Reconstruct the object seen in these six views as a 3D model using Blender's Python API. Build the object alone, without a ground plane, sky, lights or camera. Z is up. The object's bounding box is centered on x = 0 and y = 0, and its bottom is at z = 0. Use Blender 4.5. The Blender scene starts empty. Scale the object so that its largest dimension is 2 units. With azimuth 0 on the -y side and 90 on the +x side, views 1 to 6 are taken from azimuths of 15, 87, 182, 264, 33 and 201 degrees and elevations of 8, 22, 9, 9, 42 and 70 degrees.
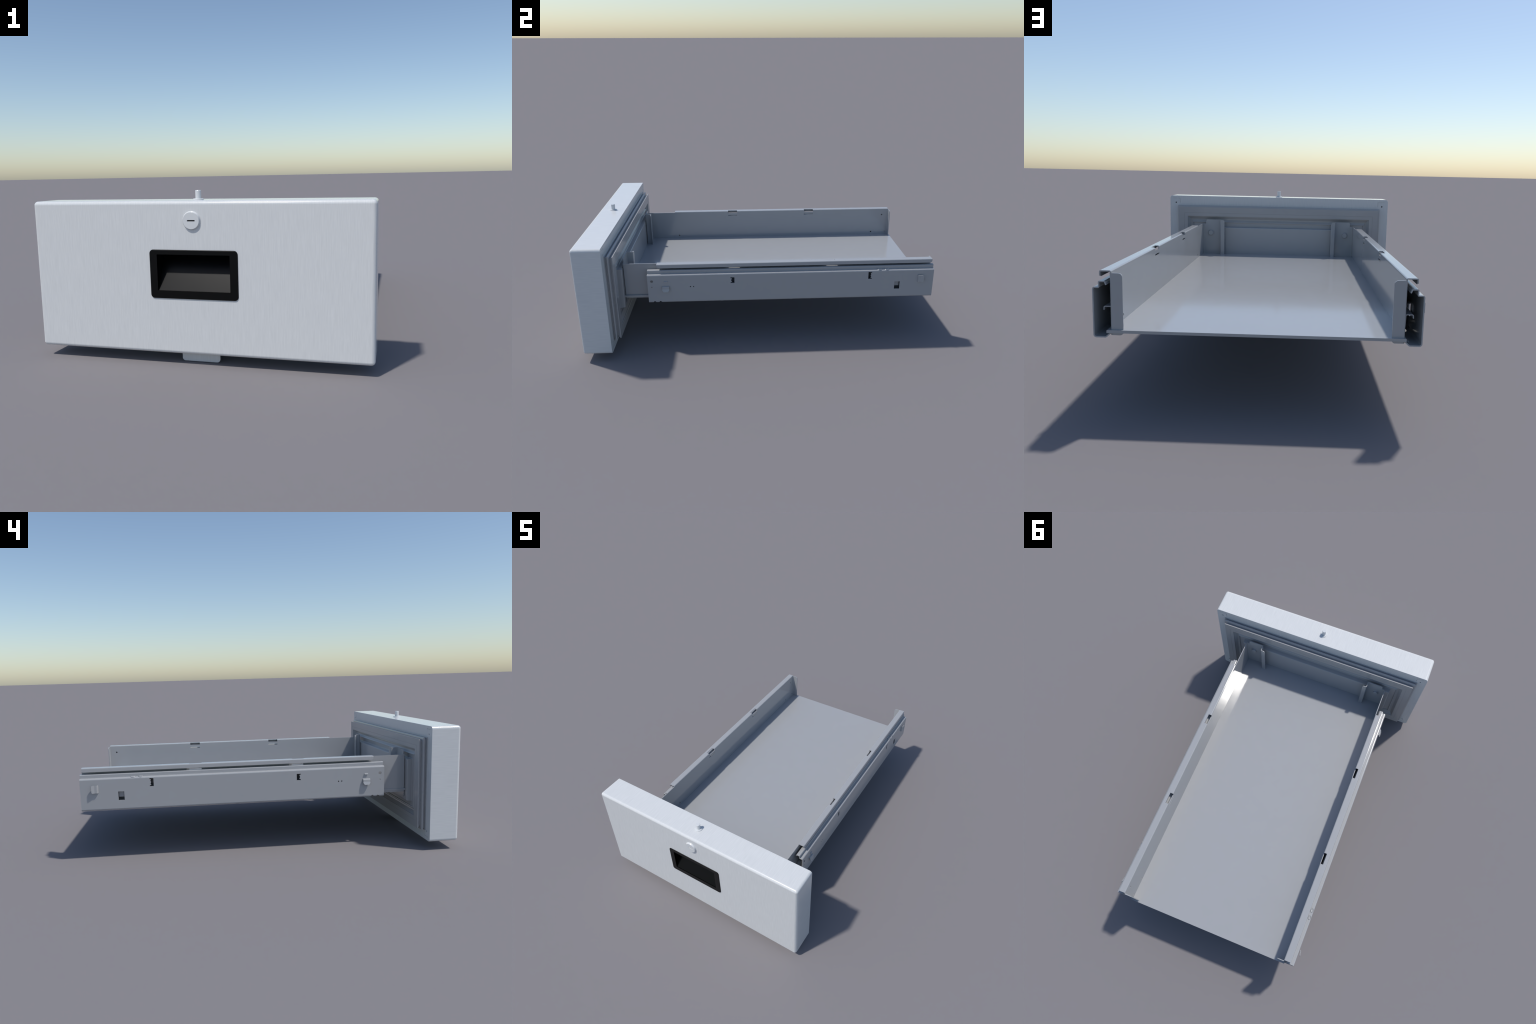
"""Refrigerator drawer: insulated brushed-steel front with recessed black pull, lock and
latch pin, magnetic gasket and liner behind it, a shallow sheet-metal tray and two slide rails."""
import bpy, bmesh, math
from mathutils import Vector

# ------------------------------------------------------------------ scene graph helpers
SCENE = bpy.context.scene


def link(ob, parent=None):
    SCENE.collection.objects.link(ob)
    if parent is not None:
        ob.parent = parent
    return ob


def even_shading(ob):
    """Area-weighted normals keep the broad flats flat beside their rounded edges."""
    m = ob.modifiers.new("weighted", 'WEIGHTED_NORMAL')
    m.mode = 'FACE_AREA'
    m.weight = 90
    m.keep_sharp = True
    return ob


def mesh_object(name, bm, mat, parent=None, angle=32.0):
    """Turn a bmesh into an object: clean, outward normals, smooth except over sharp edges."""
    bmesh.ops.remove_doubles(bm, verts=bm.verts, dist=1e-6)
    bmesh.ops.recalc_face_normals(bm, faces=bm.faces)
    lim = math.radians(angle)
    for f in bm.faces:
        f.smooth = True
    for e in bm.edges:
        e.smooth = len(e.link_faces) == 2 and e.calc_face_angle(0.0) < lim
    me = bpy.data.meshes.new(name)
    bm.to_mesh(me)
    bm.free()
    me.materials.append(mat)
    return even_shading(link(bpy.data.objects.new(name, me), parent))


def join_bm(*bms):
    out = bmesh.new()
    for b in bms:
        tmp = bpy.data.meshes.new("tmp")
        b.to_mesh(tmp)
        b.free()
        out.from_mesh(tmp)
        bpy.data.meshes.remove(tmp)
    return out


def cut(bm, cutters):
    """Boolean difference of each cutter bmesh from bm (helpers removed afterwards)."""
    bmesh.ops.recalc_face_normals(bm, faces=bm.faces)
    me = bpy.data.meshes.new("work")
    bm.to_mesh(me)
    bm.free()
    ob = link(bpy.data.objects.new("work", me))
    tools = []
    for c in cutters:
        bmesh.ops.recalc_face_normals(c, faces=c.faces)
        cm = bpy.data.meshes.new("tool")
        c.to_mesh(cm)
        c.free()
        t = link(bpy.data.objects.new("tool", cm))
        t.hide_render = True
        tools.append(t)
        m = ob.modifiers.new("cut", 'BOOLEAN')
        m.operation = 'DIFFERENCE'
        m.solver = 'EXACT'
        m.object = t
    dg = bpy.context.evaluated_depsgraph_get()
    res = bmesh.new()
    res.from_mesh(ob.evaluated_get(dg).to_mesh())
    ob.evaluated_get(dg).to_mesh_clear()
    for o in [ob] + tools:
        d = o.data
        bpy.data.objects.remove(o)
        bpy.data.meshes.remove(d)
    return res


def mirrored(ob, parent=None, name=None):
    """A mirror image of ob through the x = 0 plane with its own mesh."""
    bm = bmesh.new()
    bm.from_mesh(ob.data)
    for v in bm.verts:
        v.co.x = -v.co.x
    bmesh.ops.reverse_faces(bm, faces=bm.faces)
    me = bpy.data.meshes.new(ob.data.name)
    bm.to_mesh(me)
    bm.free()
    me.materials.append(ob.data.materials[0])
    return even_shading(link(bpy.data.objects.new(name or ob.name.split('.')[0], me), parent))


# ------------------------------------------------------------------ geometry helpers
def box(x0, x1, y0, y1, z0, z1):
    bm = bmesh.new()
    v = [bm.verts.new((x, y, z)) for x in (x0, x1) for y in (y0, y1) for z in (z0, z1)]
    for f in ((0, 1, 3, 2), (4, 6, 7, 5), (0, 4, 5, 1), (2, 3, 7, 6), (0, 2, 6, 4), (1, 5, 7, 3)):
        bm.faces.new([v[i] for i in f])
    bmesh.ops.recalc_face_normals(bm, faces=bm.faces)
    return bm


def fillet(pts, radius, seg=5, closed=False):
    """Round the corners of a 2D polyline."""
    out, n = [], len(pts)
    for i, p in enumerate(pts):
        p = Vector(p)
        r = radius[i] if isinstance(radius, (list, tuple)) else radius
        if (not closed and i in (0, n - 1)) or r <= 0:
            out.append(p)
            continue
        a = (Vector(pts[i - 1]) - p)
        b = (Vector(pts[(i + 1) % n]) - p)
        la, lb = a.length, b.length
        a.normalize()
        b.normalize()
        ang = a.angle(b)
        d = min(r / math.tan(ang / 2), la * .49, lb * .49)
        rr = d * math.tan(ang / 2)
        c = p + (a + b).normalized() * (rr / math.sin(ang / 2))
        s, e = p + a * d - c, p + b * d - c
        tot = s.angle_signed(e)
        for k in range(seg + 1):
            t = -tot * k / seg
            out.append(c + Vector((s.x * math.cos(t) - s.y * math.sin(t), s.x * math.sin(t) + s.y * math.cos(t))))
    return out


def prism(poly, axis, a, b):
    """Extrude a closed 2D polygon along an axis. axis 'y': (x,z); 'x': (y,z); 'z': (x,y)."""
    def at(p, t):
        return {'y': (p[0], t, p[1]), 'x': (t, p[0], p[1]), 'z': (p[0], p[1], t)}[axis]
    bm = bmesh.new()
    lo = [bm.verts.new(at(p, a)) for p in poly]
    hi = [bm.verts.new(at(p, b)) for p in poly]
    n = len(poly)
    bm.faces.new(lo)
    bm.faces.new(hi[::-1])
    for i in range(n):
        bm.faces.new((lo[i], lo[(i + 1) % n], hi[(i + 1) % n], hi[i]))
    bmesh.ops.recalc_face_normals(bm, faces=bm.faces)
    return bm


def sheet_outline(centre, t):
    """Closed outline of a folded sheet of thickness t around a 2D centre line."""
    left, right, n = [], [], len(centre)
    for i, p in enumerate(centre):
        d0 = (centre[i] - centre[i - 1]).normalized() if i else None
        d1 = (centre[i + 1] - centre[i]).normalized() if i < n - 1 else None
        d = ((d0 or d1) + (d1 or d0)).normalized()
        k = 1.0 if not (d0 and d1) else 1.0 / max(.4, d.dot(d0))
        nrm = Vector((-d.y, d.x)) * (t / 2 * k)
        left.append(p + nrm)
        right.append(p - nrm)
    return left + right[::-1]


def folded(centre, t, radius, axis, a, b, seg=5):
    return prism(sheet_outline(fillet([Vector(p) for p in centre], radius, seg), t), axis, a, b)


def rod(axis, c, r0, r1, a, b, n=32):
    """Cylinder or cone from a to b along an axis; c is the centre in the other two coordinates."""
    bm = bmesh.new()

    def at(u, v, t):
        return {'y': (u, t, v), 'x': (t, u, v), 'z': (u, v, t)}[axis]
    rings = []
    for r, t in ((r0, a), (r1, b)):
        rings.append([bm.verts.new(at(c[0] + r * math.cos(2 * math.pi * k / n), c[1] + r * math.sin(2 * math.pi * k / n), t)) for k in range(n)])
    bm.faces.new(rings[0])
    bm.faces.new(rings[1][::-1])
    for k in range(n):
        bm.faces.new((rings[0][k], rings[0][(k + 1) % n], rings[1][(k + 1) % n], rings[1][k]))
    bmesh.ops.recalc_face_normals(bm, faces=bm.faces)
    return bm


def lathe(axis, c, prof, n=40):
    """Solid of revolution; prof is a list of (radius, position along axis), ends closed."""
    bm = bmesh.new()

    def at(u, v, t):
        return {'y': (u, t, v), 'x': (t, u, v), 'z': (u, v, t)}[axis]
    rings = [[bm.verts.new(at(c[0] + r * math.cos(2 * math.pi * k / n), c[1] + r * math.sin(2 * math.pi * k / n), t)) for k in range(n)] for r, t in prof]
    bm.faces.new(rings[0])
    bm.faces.new(rings[-1][::-1])
    for A, B in zip(rings, rings[1:]):
        for k in range(n):
            bm.faces.new((A[k], A[(k + 1) % n], B[(k + 1) % n], B[k]))
    bmesh.ops.recalc_face_normals(bm, faces=bm.faces)
    return bm


def mitred_frame(prof, zc, close=False, cap_end=False):
    """Rectangular mitred frame; prof is a list of (half width, half height, y)."""
    bm = bmesh.new()
    loops = [[bm.verts.new((sx * hx, y, zc + sz * hz)) for sx, sz in ((-1, -1), (1, -1), (1, 1), (-1, 1))] for hx, hz, y in prof]
    pairs = list(zip(loops, loops[1:]))
    if close:
        pairs.append((loops[-1], loops[0]))
    for A, B in pairs:
        for k in range(4):
            bm.faces.new((A[k], A[(k + 1) % 4], B[(k + 1) % 4], B[k]))
    if cap_end:
        bm.faces.new(loops[-1])
    return bm


def rrect(x0, x1, z0, z1, r, seg=6):
    return fillet([(x0, z0), (x1, z0), (x1, z1), (x0, z1)], r, seg, closed=True)


def bevelled(bm, edges_fn, width, seg):
    es = [e for e in bm.edges if edges_fn(e)]
    bmesh.ops.bevel(bm, geom=es, offset=width, segments=seg, profile=.5, affect='EDGES', clamp_overlap=True)
    return bm


def corner_tool(y, z, dy, dz, r, xa, xb):
    """Cutter that rounds the convex corner (y, z) of a plate lying in the yz plane."""
    e = .002
    arc = [(y - dy * r + dy * r * math.sin(t), z - dz * r + dz * r * math.cos(t)) for t in [math.pi / 2 * k / 7 for k in range(8)]]
    return prism([(y - dy * r, z + dz * e)] + arc + [(y + dy * e, z - dz * r), (y + dy * e, z + dz * e)], 'x', xa, xb)


# ------------------------------------------------------------------ materials
def new_mat(name):
    m = bpy.data.materials.new(name)
    m.use_nodes = True
    nt = m.node_tree
    return m, nt, nt.nodes["Principled BSDF"]


def N(nt, kind, **props):
    n = nt.nodes.new(kind)
    for k, v in props.items():
        setattr(n, k, v)
    return n


def math_node(nt, op, a, b=None):
    n = N(nt, "ShaderNodeMath", operation=op)
    for i, v in enumerate((a, b)):
        if v is None:
            continue
        if isinstance(v, (int, float)):
            n.inputs[i].default_value = v
        else:
            nt.links.new(v, n.inputs[i])
    return n.outputs[0]


def ramp(nt, fac, lo, hi, p0=.3, p1=.7):
    r = N(nt, "ShaderNodeValToRGB")
    r.color_ramp.elements[0].position, r.color_ramp.elements[1].position = p0, p1
    r.color_ramp.elements[0].color = (*lo, 1)
    r.color_ramp.elements[1].color = (*hi, 1)
    nt.links.new(fac, r.inputs[0])
    return r.outputs[0]


def brushed_steel(name, lo, hi, metallic, rough):
    """Satin steel with fine brush lines: upright on the faces, front-to-back on the edges."""
    m, nt, bsdf = new_mat(name)
    L = nt.links.new
    tc = N(nt, "ShaderNodeTexCoord")
    pos = N(nt, "ShaderNodeSeparateXYZ")
    L(tc.outputs["Object"], pos.inputs[0])
    nrm = N(nt, "ShaderNodeSeparateXYZ")
    L(N(nt, "ShaderNodeNewGeometry").outputs["True Normal"], nrm.inputs[0])
    side = math_node(nt, 'GREATER_THAN', math_node(nt, 'ABSOLUTE', nrm.outputs[0]), .7)
    face = math_node(nt, 'GREATER_THAN', math_node(nt, 'ABSOLUTE', nrm.outputs[1]), .7)

    def choose(f, a, b):
        return math_node(nt, 'ADD', math_node(nt, 'MULTIPLY', f, a), math_node(nt, 'MULTIPLY', math_node(nt, 'SUBTRACT', 1.0, f), b))
    across = choose(side, pos.outputs[2], pos.outputs[0])
    along = choose(face, pos.outputs[2], pos.outputs[1])
    vec = N(nt, "ShaderNodeCombineXYZ")
    L(math_node(nt, 'MULTIPLY', across, 270.0), vec.inputs[0])
    L(math_node(nt, 'MULTIPLY', along, 11.0), vec.inputs[1])
    nz = N(nt, "ShaderNodeTexNoise")
    nz.inputs["Scale"].default_value = 1.0
    nz.inputs["Detail"].default_value = 4.0
    nz.inputs["Roughness"].default_value = .65
    L(vec.outputs[0], nz.inputs["Vector"])
    L(ramp(nt, nz.outputs[0], lo, hi), bsdf.inputs["Base Color"])
    bsdf.inputs["Metallic"].default_value = metallic
    L(math_node(nt, 'ADD', math_node(nt, 'MULTIPLY', nz.outputs[0], .04), rough - .02), bsdf.inputs["Roughness"])
    b = N(nt, "ShaderNodeBump")
    b.inputs["Strength"].default_value = .006
    b.inputs["Distance"].default_value = .001
    L(nz.outputs[0], b.inputs["Height"])
    L(b.outputs[0], bsdf.inputs["Normal"])
    return m


def plain(name, col, metallic, rough, vary=.03, scale=14.0, spec=.5):
    """Even coat with a faint mottling of colour and gloss."""
    m, nt, bsdf = new_mat(name)
    tc = N(nt, "ShaderNodeTexCoord")
    nz = N(nt, "ShaderNodeTexNoise")
    nz.inputs["Scale"].default_value = scale
    nz.inputs["Detail"].default_value = 3.0
    nt.links.new(tc.outputs["Object"], nz.inputs["Vector"])
    nt.links.new(ramp(nt, nz.outputs[0], [c * (1 - vary) for c in col], [c * (1 + vary) for c in col]), bsdf.inputs["Base Color"])
    bsdf.inputs["Metallic"].default_value = metallic
    bsdf.inputs["Specular IOR Level"].default_value = spec
    nt.links.new(math_node(nt, 'ADD', math_node(nt, 'MULTIPLY', nz.outputs[0], .04), rough - .02), bsdf.inputs["Roughness"])
    return m


STEEL = brushed_steel("brushed_steel", (.602, .613, .614), (.668, .677, .675), 0.0, .14)
SHEET = plain("zinc_sheet", (.355, .362, .372), 0.0, .105, .006, 14.0, .8)
RAIL = plain("zinc_rail", (.365, .372, .382), 0.0, .125, .006)
RUBBER = plain("grey_gasket", (.39, .388, .392), 0.0, .16, .01)
LINER = plain("grey_liner", (.385, .385, .39), 0.0, .16, .01)
BLACK = plain("black_plastic", (.0012, .0012, .0012), 0.0, .35, .02, 14.0, .2)
CHROME = plain("satin_chrome", (.62, .635, .64), 0.0, .18, .01)

# ------------------------------------------------------------------ the thing
root = bpy.data.objects.new("refrigerator_drawer", None)
root.empty_display_size = .3
link(root)
root["label"] = "steel refrigerator drawer with black recessed pull and rails"
root["category"] = "drawer"

# ---- door panel -------------------------------------------------------------------
DX, DZ0, DZ1, DY0, DY1 = .7045, .0447, .6642, -.9913, -.832
door = box(-DX, DX, DY0, DY1, DZ0, DZ1)
bevelled(door, lambda e: all(v.co.y < DY0 + 1e-5 for v in e.verts) or abs(e.verts[0].co.y - e.verts[1].co.y) > .1, .0158, 7)
bevelled(door, lambda e: all(v.co.y > DY1 - 1e-5 for v in e.verts), .0015, 2)
HX, HZ0, HZ1 = .1515, .307, .4525           # opening of the recessed pull
PC = .007                                   # clearance around the pocket
cutters = [box(-HX - PC, HX + PC, -1.01, -.897, HZ0 - PC, HZ1 + PC)]
for sx in (-1, 1):
    for z in (.6195, .094):
        cutters.append(rod('y', (sx * .6665, z), .0046, .0046, -.86, -.82, 16))
    # folded-corner seams on the back
    for z, dz in ((.6476, -1), (.066, 1)):
        xa, xb = sorted((sx * .641, sx * .684))
        cutters.append(box(xa, xb, -.8345, -.82, z - .001, z + .001))
        za, zb = sorted((z, z + dz * .030))
        cutters.append(box(sx * .641 - .001, sx * .641 + .001, -.8345, -.82, za, zb))
door = cut(door, cutters)
door = mesh_object("door_panel", door, STEEL, root)

# ---- recessed pull ----------------------------------------------------------------
BY = -.9955
pull = prism(rrect(-.1835, .1835, .2745, .4715, .016, 7), 'y', BY, -.984)
bevelled(pull, lambda e: all(v.co.y < BY + 1e-5 for v in e.verts), .0032, 3)
pull = cut(pull, [box(-HX, HX, -1.1, -.9, HZ0, HZ1)])


def pocket():
    """Wedge-shaped scoop behind the bezel: straight ceiling and cheeks, steep sloping front wall."""
    t, slope = .0045, 1.76
    ya, yb = BY + .0045, BY + .0015 + (HZ1 - HZ0) / 1.76
    void = prism([(ya - .05, HZ0), (ya, HZ0), (yb, HZ1 - .006), (yb, HZ1), (ya - .05, HZ1)], 'x', -HX, HX)
    hull = prism([(ya, HZ0 - t), (ya + .004, HZ0 - t), (yb + t, HZ1 - .008), (yb + t, HZ1 + t), (ya, HZ1 + t)], 'x', -HX - t, HX + t)
    return cut(hull, [void])


mesh_object("handle", pull, BLACK, door)
mesh_object("handle_pocket", pocket(), BLACK, door, 15)

# ---- lock, latch pin, pull tab ----------------------------------------------------
LZ = .5872
lock = lathe('y', (0, LZ), [(.0372, -.9900), (.0372, -.9922), (.0362, -.9932), (.0333, -.9992), (.0326, -1.0)])
lock = cut(lock, [box(-.016, .016, -1.01, -.9935, LZ - .0027, LZ + .0027)])
mesh_object("lock", lock, CHROME, door)
slot = box(-.0158, .0158, -.9940, -.9928, LZ - .0026, LZ + .0026)
mesh_object("keyhole", slot, BLACK, door)

pin = lathe('z', (0, -.907), [(.0215, .6605), (.0215, .6672), (.0195, .6690), (.0118, .6692), (.0118, .7005), (.0108, .7020)])
mesh_object("latch_pin", pin, CHROME, door)

tab = prism(rrect(-.0815, .0815, 0, .07, .0125, 6), 'y', -.9365, -.9285)
tab = cut(tab, [box(-.1, .1, -1, -.9, .0535, .2)])
mesh_object("pull_tab", tab, STEEL, door)

# ---- gasket and liner -------------------------------------------------------------
ZC = .350
OX, OZ = .638, .243
gas = [(OX - .006, OZ - .006, -.8325), (OX + .014, OZ + .010, -.8325), (OX + .014, OZ + .010, -.8285), (OX + .003, OZ, -.826),
       (OX + .002, OZ - .001, -.8225), (OX + .009, OZ + .007, -.8195), (OX + .0115, OZ + .0095, -.816), (OX + .0105, OZ + .0085, -.8115),
       (OX + .004, OZ + .002, -.8090), (OX - .009, OZ - .010, -.8075), (OX - .009, OZ - .010, -.8050), (OX - .006, OZ - .006, -.8030),
       (OX, OZ, -.7930), (OX, OZ, -.790),
       (.6050, .2078, -.790), (.6045, .2073, -.7908), (.6030, .2058, -.7908), (.6025, .2053, -.790),
       (.583, .1865, -.790), (.5815, .185, -.7912), (.5815, .185, -.8325)]
mesh_object("gasket", mitred_frame(gas, ZC, close=True), RUBBER, door, 28)

BXH, BZH = .508, .116
lin = [(.5812, .1847, -.8325), (.5812, .1847, -.7945), (.5795, .183, -.7945), (.572, .1748, -.8035), (.566, .1685, -.8100), (.561, .1632, -.8112),
       (.556, .158, -.8082), (.5500, .1510, -.8010), (.549, .149, -.7998), (.547, .147, -.8005), (.5455, .1455, -.807),
       (.5125, .121, -.807), (.511, .1195, -.8055), (.509, .1172, -.781), (BXH - .001, BZH - .001, -.7785), (BXH - .004, BZH - .004, -.7775)]
liner = mitred_frame(lin, ZC, cap_end=True)
mesh_object("door_liner", liner, LINER, door, 28)

# ---- tray floor -------------------------------------------------------------------
FZ0, FZ1 = .2895, .2995
floor = box(-.4862, .4930, -.7772, 1.0, FZ0, FZ1)
bevelled(floor, lambda e: all(v.co.z > FZ1 - 1e-5 for v in e.verts) and abs(e.verts[0].co.y - e.verts[1].co.y) > 1, .0022, 2)
mesh_object("tray_floor", floor, SHEET, root)

# ---- side walls -------------------------------------------------------------------
T = .0042
WX = .4802                                  # centre plane of the wall sheet
WT = .496                                   # top of the flange


def wall_mesh():
    prof = [(WX, .280), (WX, WT - T / 2), (.5150, WT - T / 2), (.5162, .4745)]
    bm = folded(prof, T, [0, .0036, .0028, 0], 'y', -.772, .985, 4)
    inn = WX - T / 2
    tools = [
        box(WX + T / 2 + .0003, .6, -.9, -.583, .3, .6),            # flange starts behind the front corner
        box(.4, .6, -.9, -.583, .4905, .6),
        box(.4, WX + T / 2 + .0003, .9775, 1.1, .2, .4895),         # the rear turned tab replaces the wall end
        corner_tool(-.583, .4745, -1, -1, .012, .505, .53),
        corner_tool(.985, .4745, 1, -1, .012, .505, .53),
    ]
    for y0, y1 in ((-.197, -.132), (.3600, .4268)):
        tools.append(box(.47, .4966, y0, y1, .4815, .51))
        tools.append(box(.47, .49, y0, y1, .4595, .4665))
    for y, z in ((.941, .450), (.867, .318), (.970, .321), (-.560, .317)):
        tools.append(rod('x', (y, z), .0052, .0052, .47, .49, 14))
    return cut(bm, tools)


def rear_tab_mesh():
    bm = folded([(WX, .9775), (WX, .9895), (.4395, .9895)], T, [0, .006, 0], 'z', .2805, .4885, 5)
    e = .4395

    def round_tool(z, dz, r):
        arc = [(e + r - r * math.sin(t), z - dz * r + dz * r * math.cos(t)) for t in [math.pi / 2 * k / 8 for k in range(9)]]
        return prism([(e + r, z + dz * .002)] + arc + [(e - .002, z - dz * r), (e - .002, z + dz * .002)], 'y', .95, 1.02)
    return cut(bm, [round_tool(.4885, 1, .0135), round_tool(.2805, -1, .011), box(.4, .5, .9, 1.1, FZ0, FZ1)])


def bracket_mesh():
    """Front fixing plate: turned in from the wall, bolted to the liner, with a stepped inner lip."""
    bm = folded([(WX, -.760), (WX, -.7745), (.3632, -.7745), (.3632, -.7365), (.3380, -.7365)], T,
                [0, .006, .004, .004, 0], 'z', .2520, .5175, 4)
    tools = [box(.461, .5, -.9, -.6, .4905, .6), box(.2, .477, -.7720, -.6, .2, FZ1 - .0002),
             box(.4770, .5, -.7718, -.6, .2, .6)]
    for x, z, dx in ((.461, .5175, 1), (.3380, .5175, -1)):
        r = .012
        arc = [(x - dx * r + dx * r * math.sin(t), z - r + r * math.cos(t)) for t in [math.pi / 2 * k / 8 for k in range(9)]]
        ya, yb = (-.9, -.765) if dx > 0 else (-.9, -.6)
        tools.append(prism([(x - dx * r, z + .003)] + arc + [(x + dx * .003, z - r), (x + dx * .003, z + .003)], 'y', ya, yb))
    return cut(bm, tools)


def inner_rail_mesh():
    """Small hat-shaped runner fixed to the outside of the tray wall."""
    return folded([(.4845, .3300), (.4860, .3715), (.5100, .3715), (.5108, .3595)], .0034, [0, .004, .004, 0], 'y', -.560, .968, 4)


def bolt_mesh():
    return join_bm(lathe('y', (0, 0), [(.0205, -.0005), (.0205, .0014), (.0195, .0022)], 32), lathe('y', (0, 0), [(.0154, .0012), (.0154, .0118), (.0138, .0138)], 24))


wall = mesh_object("side_wall", wall_mesh(), SHEET, root)
parts = [mesh_object("rear_flange", rear_tab_mesh(), SHEET, wall), mesh_object("mounting_bracket", bracket_mesh(), SHEET, wall),
         mesh_object("inner_runner", inner_rail_mesh(), RAIL, wall)]
bolt = mesh_object("bolt", bolt_mesh(), SHEET, wall)
bolt.location = (.4275, -.7724, .4335)

wall2 = mirrored(wall, root)
for p in parts:
    mirrored(p, wall2)
bolt2 = bolt.copy()
link(bolt2, wall2)
bolt2.location = (-.4275, -.7724, .4335)

# ---- slide rails ------------------------------------------------------------------
SX = .539                                   # outer face of the rail
RT = .0042
h = RT / 2
RY0, RY1 = -.6365, .9935


def rail_mesh():
    prof = [(.4932, .4490), (.4975, .4625 - h), (.519 - h, .4625 - h), (.519 - h, .4425 - h), (SX - h, .4425 - h), (SX - h, .272 + h), (.4975, .272 + h), (.4835, .2865)]
    bm = folded(prof, RT, [0, .003, .003, .003, .006, .008, .007, 0], 'y', RY0, RY1, 5)
    xa, xb = .526, .56

    def teeth(y0, y1, z0, z1, rear, n):
        """Slot with saw teeth along one upright side."""
        e, b = (y1, y0) if rear else (y0, y1)
        s = 1 if rear else -1
        pts = [(b, z0), (e, z0), (e, z0 + .005), (e - s * .0075, z0 + .007)]
        span = z1 - z0 - .014
        for k in range(n):
            za = z0 + .007 + span * (k + .35) / n
            zb = z0 + .007 + span * (k + .65) / n
            pts += [(e - s * .0035, (za + zb) / 2)]
            if k < n - 1:
                pts += [(e - s * .0075, z0 + .007 + span * (k + 1) / n)]
        pts += [(e - s * .0075, z1 - .007), (e, z1 - .005), (e, z1), (b, z1)]
        return prism(pts, 'x', xa, xb)
    tools = [teeth(.6147, .6352, .390, .433, True, 2), teeth(-.1707, -.1487, .3842, .4193, False, 1),
             box(xa, xb, .7690, .7998, .3240, .3702),
             rod('x', (-.6128, .404), .0080, .0080, xa, xb, 20), rod('x', (-.6130, .3688), .0035, .0035, xa, xb, 14),
             rod('x', (-.3975, .3679), .0035, .0035, xa, xb, 14), rod('x', (-.3799, .3677), .0035, .0035, xa, xb, 14)]
    for y in (-.6025, -.5706):              # V notches along the lower edge
        tools.append(prism([(y - .0125, .268), (y + .0125, .268), (y + .003, .2825), (y - .003, .2825)], 'x', .502, .56))
    return cut(bm, tools)


def rail_tab(kind):
    """Bent-out retaining lugs of the rail."""
    x = SX - .0008
    if kind == "front":
        pr = [(x - .002, .3745), (x + .0085, .3725), (x + .0095, .3590), (x + .0145, .3430)]
        bm = folded(pr, .0034, [0, .004, .004, 0], 'y', -.5550, -.5157, 4)
        tools = [prism([(y - d * .011, .338), (y + d * .004, .338), (y + d * .004, .3590)], 'x', .5, .6) for y, d in ((-.5550, -1), (-.5157, 1))]
        return cut(bm, tools)
    if kind == "rear":
        pr = [(x - .002, .9005), (x + .0095, .9050), (x + .0098, .9190), (x + .0150, .9345)]
        bm = folded(pr, .0034, [0, .004, .004, 0], 'z', .3672, .4088, 4)
        tools = [prism([(.9265, z + d * .003), (.938, z + d * .003), (.938, z - d * .0085)], 'x', .5, .6) for z, d in ((.3672, -1), (.4088, 1))]
        return cut(bm, tools)
    if kind == "inner":                     # tongue pressed inwards behind the square window
        return folded([(SX - .003, .3712), (.5235, .3680), (.5218, .3388)], .003, [0, .003, 0], 'y', .7700, .7988, 4)
    pr = [(x - .002, .4045), (x + .0045, .4030), (x + .0050, .3985)]
    return folded(pr, .0026, [0, .0015, 0], 'y', -.5435, -.5240, 3)


def dimple(y):
    """Small oval boss with a dished top, pressed into the ledge of the rail."""
    bm = bmesh.new()
    n = 22
    prof = [(.0005, .4432), (.0050, .4436), (.0075, .4455), (.0088, .4462), (.0102, .4450), (.0110, .4418)]
    loops = [[bm.verts.new((.5285 + r * .8 * math.cos(2 * math.pi * k / n), y + r * 1.25 * math.sin(2 * math.pi * k / n), z)) for k in range(n)] for r, z in prof]
    for A, B in zip(loops, loops[1:]):
        for k in range(n):
            bm.faces.new((A[k], A[(k + 1) % n], B[(k + 1) % n], B[k]))
    bm.faces.new(loops[0])
    bm.faces.new(loops[-1])
    return bm


rail = mesh_object("slide_rail", rail_mesh(), RAIL, root)
lugs = [mesh_object("rail_lug", rail_tab(k), RAIL, rail) for k in ("front", "rear", "small", "inner")]
lugs += [mesh_object("rail_dimple", dimple(y), RAIL, rail) for y in (.6803, .7215)]
lugs += [mesh_object("rail_stud", lathe('z', (.5175, y), [(.016, .2725), (.015, .2712), (.011, .2698)], 20), RAIL, rail) for y in (.175, -.222)]
lugs += [mesh_object("rail_roller", lathe('x', (-.585, .330), [(.020, .4835), (.0215, .4855), (.0215, .503), (.020, .505)], 28), RAIL, rail)]
rail2 = mirrored(rail, root)
for l in lugs:
    mirrored(l, rail2)

bpy.context.view_layer.update()
